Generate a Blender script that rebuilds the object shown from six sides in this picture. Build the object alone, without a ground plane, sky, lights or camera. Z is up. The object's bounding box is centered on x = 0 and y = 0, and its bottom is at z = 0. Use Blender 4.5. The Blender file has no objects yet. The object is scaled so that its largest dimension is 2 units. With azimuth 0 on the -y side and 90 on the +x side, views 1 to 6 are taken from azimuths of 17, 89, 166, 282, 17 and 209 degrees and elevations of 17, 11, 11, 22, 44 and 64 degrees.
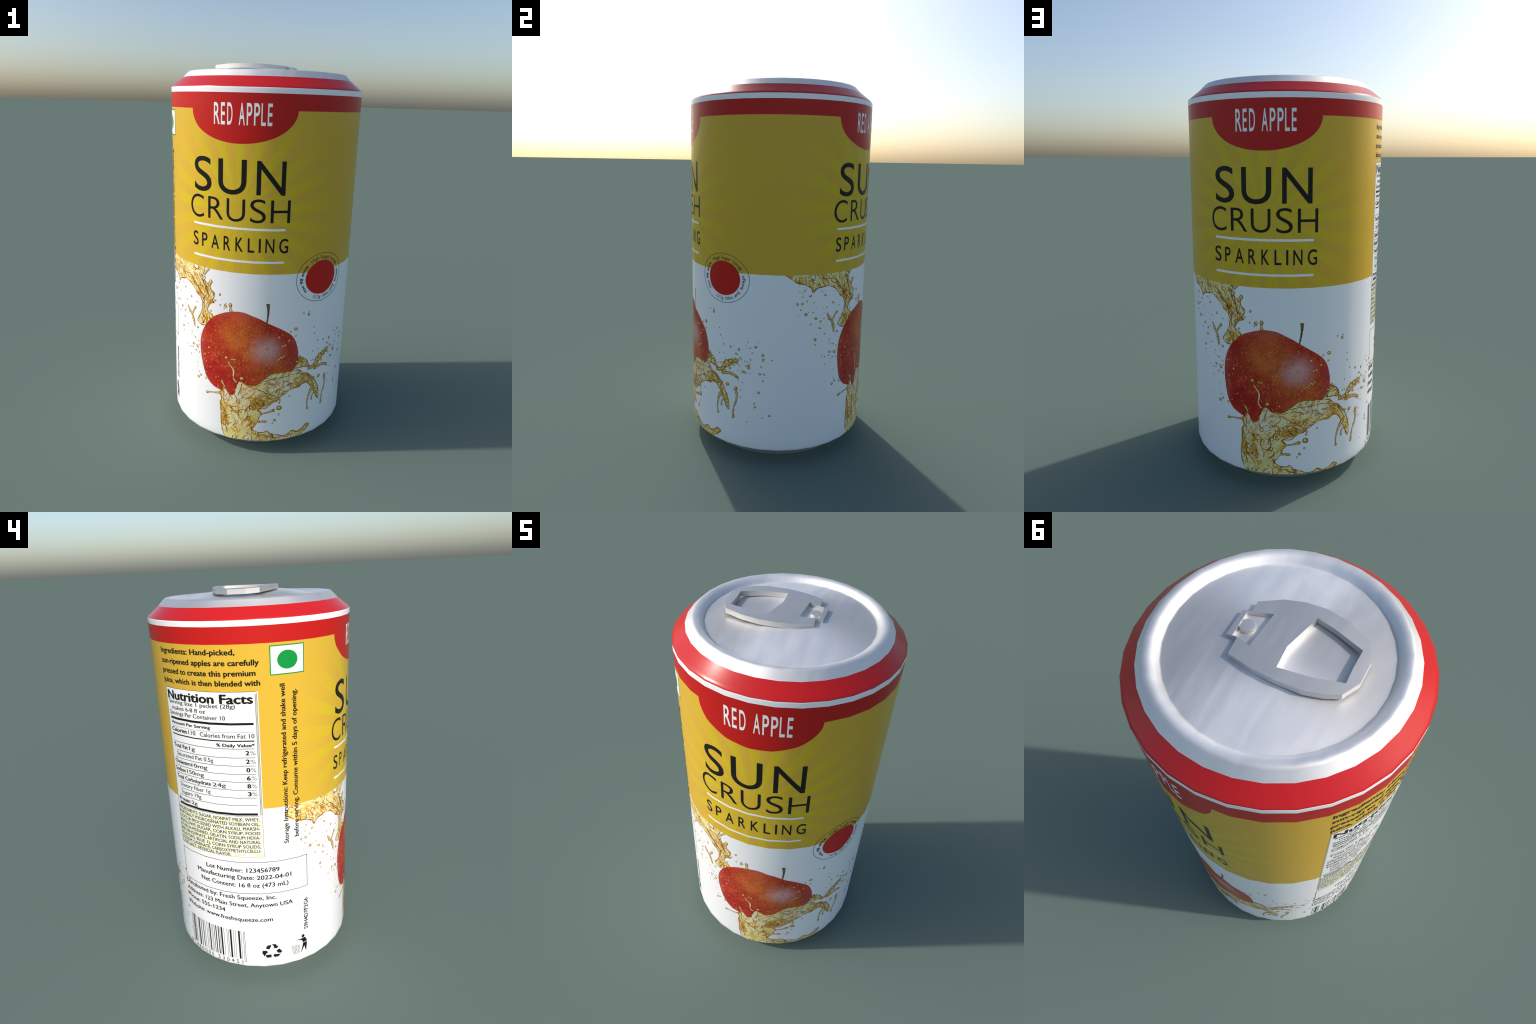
"""Soft-drink can: 32-sided lathe body, printed label wrapped on it, metal lid with pull tab."""
import bpy, bmesh, math, random
from mathutils import Vector, noise
from mathutils.geometry import delaunay_2d_cdt

R = 0.4970            # circumradius of the 32-sided wall
SIDES = 32
STEP = 2 * math.pi / SIDES
MM_PER_DEG = 8.648    # label millimetres per degree of azimuth
ARC = 0.4955
FRONT = (2.55, 153.85)          # azimuths of the two identical front prints
Z_FOOT, Z_YELLOW, Z_RED, Z_STRIPE, Z_SHOULDER = 0.0775, 1.0177, 1.781, 1.8536, 1.878

# ------------------------------------------------------------------ materials
class Graph:
    def __init__(self, name):
        self.mat = bpy.data.materials.new(name)
        self.mat.use_nodes = True
        self.t = self.mat.node_tree
        self.bsdf = self.t.nodes["Principled BSDF"]

    def put(self, sock, v):
        if hasattr(v, "is_output"):
            self.t.links.new(v, sock)
        else:
            if isinstance(v, (tuple, list)) and len(v) == 3 and sock.type == "RGBA":
                v = (*v, 1)
            sock.default_value = v

    def node(self, kind, outs=0, props=None, **ins):
        n = self.t.nodes.new(kind)
        for k, v in (props or {}).items():
            setattr(n, k, v)
        for k, v in ins.items():
            k = k[1:] if k[0] == "_" else k
            self.put(n.inputs[int(k) if k.isdigit() else k], v)
        return n.outputs[outs]

    def m(self, op, a, b=0.0, c=0.0):
        return self.node("ShaderNodeMath", props={"operation": op}, _0=a, _1=b, _2=c)

    def ramp(self, v, lo, hi, a=0.0, b=1.0, smooth=True):
        n = self.t.nodes.new("ShaderNodeMapRange")
        n.interpolation_type = "SMOOTHSTEP" if smooth else "LINEAR"
        for i, q in enumerate((v, lo, hi, a, b)):
            self.put(n.inputs[i], q)
        return n.outputs[0]

    def mix(self, f, a, b):
        n = self.t.nodes.new("ShaderNodeMix")
        n.data_type = "RGBA"
        self.put(n.inputs[0], f)
        self.put(n.inputs[6], a)
        self.put(n.inputs[7], b)
        return n.outputs[2]

    def obj(self):
        return self.node("ShaderNodeTexCoord", 3)

    def xyz(self, v):
        n = self.t.nodes.new("ShaderNodeSeparateXYZ")
        self.put(n.inputs[0], v)
        return n.outputs

    def vec(self, x, y, z=0.0):
        return self.node("ShaderNodeCombineXYZ", _0=x, _1=y, _2=z)

    def label(self, azimuth=0.0):
        """unrolled label coordinates: arc length (m) and height (m)"""
        s = self.xyz(self.obj())
        a = self.m("ARCTAN2", s[0], self.m("MULTIPLY", s[1], -1.0))
        if azimuth:
            a = self.m("WRAP", self.m("SUBTRACT", a, math.radians(azimuth)), math.pi, -math.pi)
        return self.m("MULTIPLY", a, ARC), s[2]

    def noise(self, v, scale, detail=2.0, rough=0.5, dist=0.0):
        return self.node("ShaderNodeTexNoise", 0, Vector=v, Scale=scale, Detail=detail, Roughness=rough, Distortion=dist)

    def voronoi(self, v, scale, feature="F1"):
        return self.node("ShaderNodeTexVoronoi", 0, {"feature": feature}, Vector=v, Scale=scale)

    def spot(self, u, z, cu, cz, ru, rz, inner=0.2):
        """soft elliptic mask, 1 at the centre"""
        d = self.m("SQRT", self.m("ADD", self.m("POWER", self.m("DIVIDE", self.m("SUBTRACT", u, cu), ru), 2.0),
                                  self.m("POWER", self.m("DIVIDE", self.m("SUBTRACT", z, cz), rz), 2.0)))
        return self.ramp(d, inner, 1.0, 1.0, 0.0)

    def finish(self, color, rough=0.3, metal=0.0, spec=0.22):
        self.put(self.bsdf.inputs["Base Color"], color)
        self.put(self.bsdf.inputs["Roughness"], rough)
        self.put(self.bsdf.inputs["Metallic"], metal)
        self.put(self.bsdf.inputs["Specular IOR Level"], spec)
        return self.mat


INK_ROUGH = 0.32

def ink(name, rgb, rough=INK_ROUGH, spec=0.22):
    g = Graph(name)
    return g.finish(rgb, rough, 0.0, spec)


def yellow_material():
    g = Graph("yellow_sunburst")
    base, lemon = (0.73, 0.452, 0.048), (0.73, 0.530, 0.026)
    rays = None
    for az in FRONT:
        u, z = g.label(az)
        u = g.m("SUBTRACT", u, 0.002)
        dz = g.m("SUBTRACT", z, 1.322)
        ang = g.m("ARCTAN2", dz, u)
        dist = g.m("SQRT", g.m("ADD", g.m("MULTIPLY", u, u), g.m("MULTIPLY", dz, dz)))
        w = g.m("SINE", g.m("MULTIPLY", ang, 21.0))
        w = g.ramp(w, -0.25, 0.25)
        fade = g.m("MULTIPLY", g.ramp(dist, 0.012, 0.07), g.ramp(dist, 0.20, 0.60, 1.0, 0.0))
        glow = g.ramp(dist, 0.0, 0.36, 0.35, 0.0)
        one = g.m("MAXIMUM", g.m("MULTIPLY", w, fade), glow)
        rays = one if rays is None else g.m("MAXIMUM", rays, one)
    return g.finish(g.mix(rays, base, lemon), INK_ROUGH)


def apple_material():
    g = Graph("apple_skin_print")
    u, z = g.label()
    p = g.vec(u, z)
    deep, red, orange, pale = (0.42, 0.012, 0.012), (0.62, 0.045, 0.022), (0.72, 0.20, 0.030), (0.82, 0.56, 0.53)
    # soft streaks run round the fruit from the stem pit
    fan = g.m("ARCTAN2", g.m("SUBTRACT", u, 0.175), g.m("SUBTRACT", 0.86, z))
    streak = g.noise(g.vec(g.m("MULTIPLY", fan, 7.0), g.m("MULTIPLY", z, 5.0)), 1.6, 3.0, 0.6, 0.5)
    grain = g.noise(p, 150.0, 3.0, 0.7)
    blotch = g.noise(p, 10.0, 4.0, 0.6)
    c = g.mix(g.ramp(g.m("ADD", g.m("MULTIPLY", streak, 0.7), g.m("MULTIPLY", blotch, 0.7)), 0.52, 0.90), deep, red)
    warm = g.spot(u, z, 0.03, 0.66, 0.24, 0.22, 0.0)
    warm = g.m("MAXIMUM", warm, g.m("MULTIPLY", g.spot(u, z, 0.16, 0.50, 0.22, 0.16, 0.1), 0.75))
    warm = g.m("MULTIPLY", warm, g.ramp(g.m("ADD", grain, g.m("MULTIPLY", blotch, 0.7)), 0.60, 1.05))
    c = g.mix(warm, c, orange)
    c = g.mix(g.m("MULTIPLY", g.spot(u, z, 0.02, 0.43, 0.14, 0.10, 0.0), 0.55), c, deep)
    c = g.mix(g.m("MULTIPLY", g.spot(u, z, -0.09, 0.60, 0.07, 0.20, 0.0), 0.45), c, deep)
    # short pale flecks lying along the streaks
    dz, du = g.m("SUBTRACT", 0.86, z), g.m("SUBTRACT", u, 0.175)
    rad = g.m("SQRT", g.m("ADD", g.m("MULTIPLY", du, du), g.m("MULTIPLY", dz, dz)))
    fleck = g.voronoi(g.vec(g.m("MULTIPLY", fan, 26.0), g.m("MULTIPLY", rad, 34.0)), 1.0)
    c = g.mix(g.m("MULTIPLY", g.ramp(fleck, 0.10, 0.34, 1.0, 0.0), 0.55), c, (0.66, 0.24, 0.07))
    c = g.mix(g.m("MULTIPLY", g.ramp(g.noise(g.vec(g.m("MULTIPLY", fan, 30.0), g.m("MULTIPLY", rad, 9.0)), 1.0, 3.0, 0.65), 0.52, 0.72), 0.32), c, (0.34, 0.009, 0.009))
    hi = g.spot(u, z, 0.158, 0.612, 0.125, 0.115, 0.0)  # soft light spot on the fruit, painted into the print colour
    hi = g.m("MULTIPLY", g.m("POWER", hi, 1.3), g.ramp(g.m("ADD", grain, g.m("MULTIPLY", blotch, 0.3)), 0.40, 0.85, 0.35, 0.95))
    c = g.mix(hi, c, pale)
    # pale lenticels
    dots = g.voronoi(p, 62.0)
    keep = g.ramp(g.noise(p, 14.0, 1.0), 0.45, 0.62)
    c = g.mix(g.m("MULTIPLY", g.m("MULTIPLY", g.ramp(dots, 0.12, 0.26, 1.0, 0.0), keep), 0.8), c, (0.80, 0.40, 0.17))
    c = g.mix(g.m("MULTIPLY", g.ramp(grain, 0.5, 0.8), 0.35), c, (0.66, 0.20, 0.07))
    # soft rosy left and right limbs
    c = g.mix(g.m("MULTIPLY", g.ramp(u, -0.215, -0.150, 1.0, 0.0), 0.45), c, (0.56, 0.11, 0.08))
    c = g.mix(g.m("MULTIPLY", g.ramp(u, 0.245, 0.325), 0.5), c, (0.52, 0.09, 0.07))
    c = g.mix(g.m("MULTIPLY", g.ramp(z, 0.76, 0.815), 0.4), c, (0.56, 0.15, 0.11))
    return g.finish(c, INK_ROUGH)


def juice_material(name, dark_bias=0.0):
    g = Graph(name)
    u, z = g.label()
    p = g.vec(u, z)
    cream, gold, amber, brown = (0.95, 0.81, 0.36), (0.88, 0.58, 0.10), (0.50, 0.18, 0.014), (0.11, 0.028, 0.005)
    big = g.noise(p, 15.0, 2.0, 0.5, 0.8)
    smear = g.noise(p, 17.0, 2.0, 0.5, 1.5)
    vein = g.noise(p, 24.0, 2.0, 0.55, 2.0)
    glint = g.noise(g.vec(g.m("ADD", u, 3.3), z), 20.0, 2.0, 0.5, 1.8)
    c = g.mix(g.ramp(big, 0.47, 0.70), cream, gold)
    # clear window under the fruit, deep amber folds, yellow pool at the foot
    clear = g.m("MAXIMUM", g.spot(u, z, -0.01, 0.36, 0.13, 0.09, 0.3), g.spot(u, z, 0.24, 0.41, 0.11, 0.06, 0.3))
    c = g.mix(g.m("MULTIPLY", clear, 0.75), c, (0.95, 0.87, 0.70))
    fold = g.m("MAXIMUM", g.spot(u, z, 0.145, 0.315, 0.10, 0.065, 0.45), g.spot(u, z, 0.37, 0.41, 0.055, 0.05, 0.3))
    fold = g.m("MAXIMUM", fold, g.spot(u, z, -0.175, 0.875, 0.05, 0.075, 0.2))
    fold = g.m("MAXIMUM", fold, g.spot(u, z, -0.08, 0.20, 0.07, 0.07, 0.0))
    pool = g.spot(u, z, 0.02, 0.11, 0.13, 0.07, 0.3)
    c = g.mix(g.m("MULTIPLY", pool, 0.6), c, (0.93, 0.75, 0.26))
    calm = g.m("SUBTRACT", 1.0, g.m("MULTIPLY", pool, 0.8))
    smear = g.m("ADD", smear, g.m("ADD", g.m("MULTIPLY", fold, 0.16), dark_bias))
    vein = g.m("ADD", vein, g.m("ADD", g.m("MULTIPLY", fold, 0.07), dark_bias * 0.5))
    c = g.mix(g.m("MULTIPLY", g.m("MULTIPLY", g.ramp(smear, 0.52, 0.68), 0.85), calm), c, (0.66, 0.31, 0.035))
    c = g.mix(g.m("MULTIPLY", g.m("MULTIPLY", g.ramp(vein, 0.60, 0.68), 0.8), calm), c, brown)
    thin = g.ramp(g.m("ABSOLUTE", g.m("SUBTRACT", smear, 0.47)), 0.0, 0.022, 1.0, 0.0)
    c = g.mix(g.m("MULTIPLY", g.m("MULTIPLY", thin, 0.6), calm), c, amber)
    c = g.mix(g.m("MULTIPLY", g.ramp(glint, 0.60, 0.68), 0.85), c, (0.97, 0.90, 0.62))
    return g.finish(c, INK_ROUGH)


def outline_material():
    g = Graph("juice_outline")
    u, z = g.label()
    n = g.noise(g.vec(u, z), 60.0, 2.0)
    return g.finish(g.mix(g.ramp(n, 0.35, 0.65), (0.12, 0.030, 0.004), (0.50, 0.19, 0.014)), INK_ROUGH)


def metal_material(name, rgb, rough, metal=1.0, sheen=0.0):
    g = Graph(name)
    s = g.xyz(g.obj())
    # soft drawn streaks in the aluminium
    v = g.vec(g.m("MULTIPLY", s[0], 9.0), g.m("MULTIPLY", s[1], 2.0), g.m("MULTIPLY", s[2], 2.0))
    n = g.noise(v, 2.5, 3.0, 0.55)
    c = g.mix(g.ramp(n, 0.3, 0.7), tuple(q * 0.965 for q in rgb), rgb)
    if sheen:     # two broad darker sectors across the lid panel, fading out toward the rim
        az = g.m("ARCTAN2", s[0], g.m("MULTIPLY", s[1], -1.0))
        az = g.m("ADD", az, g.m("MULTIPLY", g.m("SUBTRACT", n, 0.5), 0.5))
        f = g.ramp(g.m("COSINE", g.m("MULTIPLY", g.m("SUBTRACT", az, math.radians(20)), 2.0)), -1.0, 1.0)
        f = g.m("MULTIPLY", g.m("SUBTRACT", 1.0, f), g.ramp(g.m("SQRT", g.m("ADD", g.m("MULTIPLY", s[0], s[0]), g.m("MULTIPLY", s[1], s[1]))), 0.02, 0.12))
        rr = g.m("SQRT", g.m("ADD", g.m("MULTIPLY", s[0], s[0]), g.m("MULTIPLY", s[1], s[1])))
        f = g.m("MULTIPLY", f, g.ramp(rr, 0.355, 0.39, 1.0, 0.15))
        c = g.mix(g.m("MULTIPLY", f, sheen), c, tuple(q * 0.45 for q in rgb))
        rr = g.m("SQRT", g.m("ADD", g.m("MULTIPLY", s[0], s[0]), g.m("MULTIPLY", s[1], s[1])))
        c = g.mix(g.ramp(rr, 0.375, 0.41, 0.0, 0.32), c, tuple(q * 0.45 for q in rgb))   # darker toward the rim
    return g.finish(c, g.ramp(n, 0.25, 0.75, rough - 0.02, rough + 0.03), metal, 0.5)


WHITE = ink("white_ink", (0.97, 0.97, 0.97))
RED = ink("red_ink", (0.55, 0.0145, 0.0125))
SHOULDER_RED = ink("shoulder_red", (0.56, 0.0145, 0.016), 0.25, 0.33)
BLACK = ink("black_ink", (0.012, 0.012, 0.010))
GREY = ink("grey_ink", (0.055, 0.055, 0.055))
GREEN = ink("green_ink", (0.008, 0.30, 0.055))
BADGE = ink("badge_red", (0.62, 0.018, 0.014))
PAPER = ink("panel_white", (0.96, 0.96, 0.95))
YELLOW = yellow_material()
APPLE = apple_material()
JUICE = juice_material("juice_print")
JUICE_DARK = juice_material("juice_print_dark", 0.12)
OUTLINE = outline_material()
PALE = ink("juice_highlight", (0.92, 0.76, 0.36))
GOLD = ink("juice_drop_gold", (0.80, 0.47, 0.075))
GLINT = ink("juice_glint", (0.96, 0.89, 0.60))
SOFT_EDGE = ink("juice_soft_edge", (0.74, 0.35, 0.028))
AMBER = ink("juice_drop_amber", (0.50, 0.20, 0.03))
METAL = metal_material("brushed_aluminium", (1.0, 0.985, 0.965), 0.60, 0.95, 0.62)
TAB_METAL = metal_material("tab_aluminium", (0.66, 0.65, 0.635), 0.55, 0.9)

def cream_material():
    g = Graph("ingredient_paper")
    u, z = g.label()
    n = g.noise(g.vec(u, z), 45.0, 2.0)
    return g.finish(g.mix(g.ramp(n, 0.4, 0.62), (0.95, 0.95, 0.84), (0.94, 0.93, 0.55)), INK_ROUGH)
CREAM = cream_material()

def stem_material():
    g = Graph("stem_print")
    u, z = g.label()
    n = g.noise(g.vec(u, z), 90.0, 2.0)
    return g.finish(g.mix(g.ramp(n, 0.35, 0.65), (0.07, 0.035, 0.015), (0.25, 0.16, 0.08)), INK_ROUGH)
STEM = stem_material()

# ------------------------------------------------------------------ objects
ROOT = bpy.data.objects.new("drink_can", None)
ROOT["label"] = "yellow and red apple drink can with pull tab"
ROOT["category"] = "drink can"
bpy.context.collection.objects.link(ROOT)


def add(name, me, mat, parent, rot=0.0, stuff=False):
    ob = bpy.data.objects.new(name, me)
    if mat:
        me.materials.append(mat)
    ob.parent = parent
    ob.rotation_euler[2] = rot
    bpy.context.collection.objects.link(ob)
    if stuff:
        ob["kind"] = "stuff"
    return ob


# body of revolution: (radius, height) from the underside up to the middle of the lid
DOME = [(0.30, 1.9515), (0.23, 1.9665), (0.17, 1.9745), (0.10, 1.9775), (0.045, 1.978)]
FOOT = [(0.05, 0.050), (0.25, 0.043), (0.345, 0.020), (0.372, 0.006), (0.388, 0.0), (0.403, 0.0), (0.4045, 0.003), (0.411, 0.0125), (0.430, 0.031), (0.487, 0.0708), (0.4945, Z_FOOT)]
WALL = [(R, 0.088), (R, 0.12), (R, Z_YELLOW), (R, Z_RED), (R, Z_STRIPE), (R, 1.872), (0.4968, Z_SHOULDER)]
NECK = [(0.4925, 1.8835), (0.484, 1.8905), (0.4385, 1.927)]
RIM = [(0.4135, 1.9525), (0.4080, 1.9573), (0.400, 1.9590), (0.391, 1.9580), (0.382, 1.9550), (0.3735, 1.9490), (0.3665, 1.9410), (0.3615, 1.9352), (0.357, 1.9355), (0.345, 1.9402)]
PROFILE = FOOT + WALL + NECK + RIM + DOME
N_FOOT, N_NECK = len(FOOT) - 1, len(FOOT + WALL) - 1
BANDS = [("base", N_FOOT, METAL), ("label", N_FOOT + 3, WHITE), ("yellow_band", N_FOOT + 4, YELLOW), ("red_band", N_FOOT + 5, RED), ("white_stripe", N_NECK, WHITE),
         ("shoulder", N_NECK + 3, SHOULDER_RED), ("lid", len(PROFILE) - 1, METAL)]


def lathe():
    bm = bmesh.new()
    rings = []
    for r, z in PROFILE:
        rings.append([bm.verts.new((r * math.sin(k * STEP), -r * math.cos(k * STEP), z)) for k in range(SIDES)])
    low = bm.verts.new((0, 0, PROFILE[0][1]))
    top = bm.verts.new((0, 0, PROFILE[-1][1]))
    for i in range(len(rings) - 1):
        for k in range(SIDES):
            j = (k + 1) % SIDES
            bm.faces.new((rings[i][k], rings[i][j], rings[i + 1][j], rings[i + 1][k])).material_index = i
    for k in range(SIDES):
        j = (k + 1) % SIDES
        bm.faces.new((low, rings[0][j], rings[0][k])).material_index = 0
        bm.faces.new((top, rings[-1][k], rings[-1][j])).material_index = len(rings) - 2
    bm.normal_update()
    bm.verts.index_update()
    normals = {v.index: v.normal.copy() for v in bm.verts}
    for v in bm.verts:      # the wide panel is shaded nearly flat
        if v.co.z > 1.93 and v.co.xy.length < 0.359:
            normals[v.index] = v.normal.lerp(Vector((0, 0, 1)), 0.75).normalized()
    parts, start = {}, 0
    for name, end, mat in BANDS:
        b = bmesh.new()
        seen, ns = {}, []
        for f in bm.faces:
            if start <= f.material_index < end:
                vs = []
                for v in f.verts:
                    if v.index not in seen:
                        seen[v.index] = b.verts.new(v.co)
                        ns.append(normals[v.index])
                    vs.append(seen[v.index])
                b.faces.new(vs).smooth = True
        me = bpy.data.meshes.new(name)
        b.to_mesh(me)
        me.normals_split_custom_set_from_vertices(ns)
        parts[name] = (me, mat)
        start = end
    return parts


PARTS = lathe()
LABEL = add("label", *PARTS["label"], ROOT)
for nm in ("yellow_band", "red_band", "white_stripe"):
    add(nm, *PARTS[nm], LABEL)
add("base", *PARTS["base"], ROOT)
add("shoulder", *PARTS["shoulder"], ROOT)
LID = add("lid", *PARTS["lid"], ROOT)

# ------------------------------------------------------------------ wrapping flat prints on the wall
# A flat print is a bmesh in millimetres: x along the label (from azimuth az0), y = height.
def wrap(bm, name, mat, az0, lift, z_low=None, z_high=None, stuff=False, parent=None):
    geom = lambda: bm.verts[:] + bm.edges[:] + bm.faces[:]
    if z_low is not None:
        bmesh.ops.bisect_plane(bm, geom=geom(), plane_co=(0, z_low, 0), plane_no=(0, -1, 0), clear_outer=True)
    if z_high is not None:
        bmesh.ops.bisect_plane(bm, geom=geom(), plane_co=(0, z_high, 0), plane_no=(0, 1, 0), clear_outer=True)
    if not bm.verts:
        return None
    bmesh.ops.bisect_plane(bm, geom=geom(), plane_co=(0, 88, 0), plane_no=(0, 1, 0))
    xs = [v.co.x for v in bm.verts]
    deg = 360.0 / SIDES
    for k in range(math.floor((az0 + min(xs) / MM_PER_DEG) / deg), math.ceil((az0 + max(xs) / MM_PER_DEG) / deg) + 1):
        x = (k * deg - az0) * MM_PER_DEG
        if min(xs) < x < max(xs):
            bmesh.ops.bisect_plane(bm, geom=geom(), plane_co=(x, 0, 0), plane_no=(1, 0, 0))
    for f in bm.faces:
        f.smooth = True
        if f.normal.z < 0:
            f.normal_flip()
    rot = math.radians(az0)
    ns = []
    for v in bm.verts:
        a = math.radians(v.co.x / MM_PER_DEG)
        phi = (a + rot) % STEP - STEP / 2
        extra = v.co.z
        z = v.co.y / 1000
        r_wall = R
        if z < 0.088:   # the wall turns in at its foot
            r_wall = R - (R - 0.4945) * (0.088 - z) / (0.088 - Z_FOOT)
        r = (r_wall * math.cos(STEP / 2)) / math.cos(phi) + 0.35 * (lift + extra) / 1000
        v.co = (r * math.sin(a), -r * math.cos(a), z)
        ns.append(Vector((math.sin(a), -math.cos(a), 0)))
    me = bpy.data.meshes.new(name)
    bm.to_mesh(me)
    bm.free()
    me.normals_split_custom_set_from_vertices(ns)
    return add(name, me, mat, parent or LABEL, rot, stuff)


def smooth_loop(pts, per=5, closed=True):
    """Catmull-Rom through control points"""
    n, out = len(pts), []
    P = lambda i: Vector(pts[i % n]) if closed else Vector(pts[min(max(i, 0), n - 1)])
    for i in range(n if closed else n - 1):
        a, b, c, d = P(i - 1), P(i), P(i + 1), P(i + 2)
        for k in range(per):
            t = k / per
            out.append(0.5 * ((2 * b) + (c - a) * t + (2 * a - 5 * b + 4 * c - d) * t * t + (3 * b - a - 3 * c + d) * t ** 3))
    if not closed:
        out.append(P(n - 1))
    return out


def jitter(pts, amp, scale, seed):
    out = []
    for p in pts:
        q = Vector((p.x * scale, p.y * scale, seed * 7.3))
        out.append(p + amp * Vector((noise.noise(q), noise.noise(q + Vector((31.7, 5.1, 2.2))))))
    return out


def fill(bm, pts, z=0.0):
    """fill a closed outline, robust where the line crosses itself"""
    n = len(pts)
    vs, _, fs, *_ = delaunay_2d_cdt([Vector((p[0], p[1])) for p in pts], [], [list(range(n))], 1, 1e-4)
    made = [bm.verts.new((p.x, p.y, z)) for p in vs]
    for f in fs:
        q = bm.faces.new([made[i] for i in f])
        q.normal_update()
        if q.normal.z < 0:
            q.normal_flip()


def ribbon(bm, pts, widths, z=0.0, closed=False):
    """strip of varying width along a line"""
    n, L, Rr = len(pts), [], []
    for i, p in enumerate(pts):
        a, b = (pts[i - 1], pts[(i + 1) % n]) if closed else (pts[max(i - 1, 0)], pts[min(i + 1, n - 1)])
        d = Vector((b[0] - a[0], b[1] - a[1]))
        d = d.normalized() if d.length > 1e-6 else Vector((1, 0))
        w = (widths[i] if isinstance(widths, (list, tuple)) else widths) / 2
        L.append(bm.verts.new((p[0] - d.y * w, p[1] + d.x * w, z)))
        Rr.append(bm.verts.new((p[0] + d.y * w, p[1] - d.x * w, z)))
    for i in range(n if closed else n - 1):
        j = (i + 1) % n
        f = bm.faces.new((L[i], Rr[i], Rr[j], L[j]))
        f.normal_update()
        if f.normal.z < 0:
            f.normal_flip()


def disc(bm, x, y, rx, ry=None, turn=0.0, z=0.0, n=14):
    ry = ry or rx
    c, s = math.cos(turn), math.sin(turn)
    bm.faces.new([bm.verts.new((x + rx * math.cos(t) * c - ry * math.sin(t) * s, y + rx * math.cos(t) * s + ry * math.sin(t) * c, z))
                  for t in (2 * math.pi * k / n for k in range(n))])


def rect(bm, x0, y0, x1, y1, z=0.0):
    bm.faces.new([bm.verts.new((x, y, z)) for x, y in ((x0, y0), (x1, y0), (x1, y1), (x0, y1))])


# ------------------------------------------------------------------ lettering with the built-in font
def glyphs(text, weight=0.0, spacing=1.0):
    cu = bpy.data.curves.new("lettering", "FONT")
    cu.body, cu.offset, cu.space_character, cu.resolution_u = text, weight, spacing, 7 if len(text) == 1 else 3
    ob = bpy.data.objects.new("lettering", cu)
    bpy.context.collection.objects.link(ob)
    bpy.context.view_layer.update()
    me = ob.evaluated_get(bpy.context.evaluated_depsgraph_get()).to_mesh()
    bm = bmesh.new()
    bm.from_mesh(me)
    bpy.data.objects.remove(ob)
    bpy.data.curves.remove(cu)
    bmesh.ops.dissolve_limit(bm, angle_limit=0.001, verts=bm.verts[:], edges=bm.edges[:])
    return bm


def bounds(bm):
    xs, ys = [v.co.x for v in bm.verts], [v.co.y for v in bm.verts]
    return min(xs), max(xs), min(ys), max(ys)


_b = glyphs("H")
CAP = bounds(_b)[3]
_b.free()


def line(text, x0, x1, base, cap, name="text_line", mat=None, az0=0.0, lift=1.6, weight=0.0, spacing=1.0, fit_box=False, quarter_turn=False):
    """one line of text set between x0 and x1 (mm), cap height in mm; fit_box stretches a glyph to the exact box"""
    bm = glyphs(text, weight if fit_box else 0.0, spacing)
    a, b, c, d = bounds(bm)
    sx = (x1 - x0) / (b - a)
    for v in bm.verts:
        if fit_box:
            y = base + (v.co.y - c) / (d - c) * cap
        else:
            y = base + v.co.y * cap / CAP
        v.co = (x0 + (v.co.x - a) * sx, y, 0)
    if weight > 0 and not fit_box:      # bolder type: the same glyphs printed again, slightly shifted
        first = bm.faces[:]
        wx, wy = weight * sx, 0.7 * weight * cap / CAP
        for k, (i, j) in enumerate(((1, 0), (-1, 0), (0, 1), (0, -1))):
            new = bmesh.ops.duplicate(bm, geom=first + [v for v in {v for f in first for v in f.verts}] + [e for e in {e for f in first for e in f.edges}])["geom"]
            for v in new:
                if isinstance(v, bmesh.types.BMVert):
                    v.co += Vector((i * wx, j * wy, 0.06 * (k + 1)))
    if quarter_turn:      # reads upward: (along, across) -> (-across, along)
        for v in bm.verts:
            v.co = (-v.co.y, v.co.x, v.co.z)
    return wrap(bm, name, mat or BLACK, az0, lift)


D = MM_PER_DEG
# ---------------------------------------------------------------- front print, twice
SUN = [("S", -28.95, -16.3, 1400, 166), ("U", -12.0, 4.2, 1399, 163), ("N", 9.7, 25.35, 1403, 157)]
CRUSH = [("C", -32.3, -21.7, 1270, 113), ("R", -18.65, -8.75, 1274, 106), ("U", -6.8, 3.75, 1272, 108), ("S", 6.6, 15.2, 1271, 113), ("H", 17.8, 28.6, 1273, 108)]
SPARKLING = [("S", -30.2, -25.8, 1124, 73), ("P", -23.1, -19.2, 1126, 70), ("A", -16.3, -11.2, 1126, 70), ("R", -8.4, -4.2, 1126, 70), ("K", -1.25, 3.05, 1126, 70),
             ("L", 5.75, 9.4, 1126, 70), ("I", 11.85, 12.95, 1126, 70), ("N", 15.5, 20.4, 1126, 70), ("G", 23.2, 28.3, 1124, 73)]
RED_APPLE = [("R", -14.9, -11.35), ("E", -10.7, -8.35), ("D", -7.1, -4.05), ("A", -0.6, 2.6), ("P", 3.55, 6.4), ("P", 7.4, 10.4), ("L", 11.1, 13.5), ("E", 14.45, 16.85)]

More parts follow.
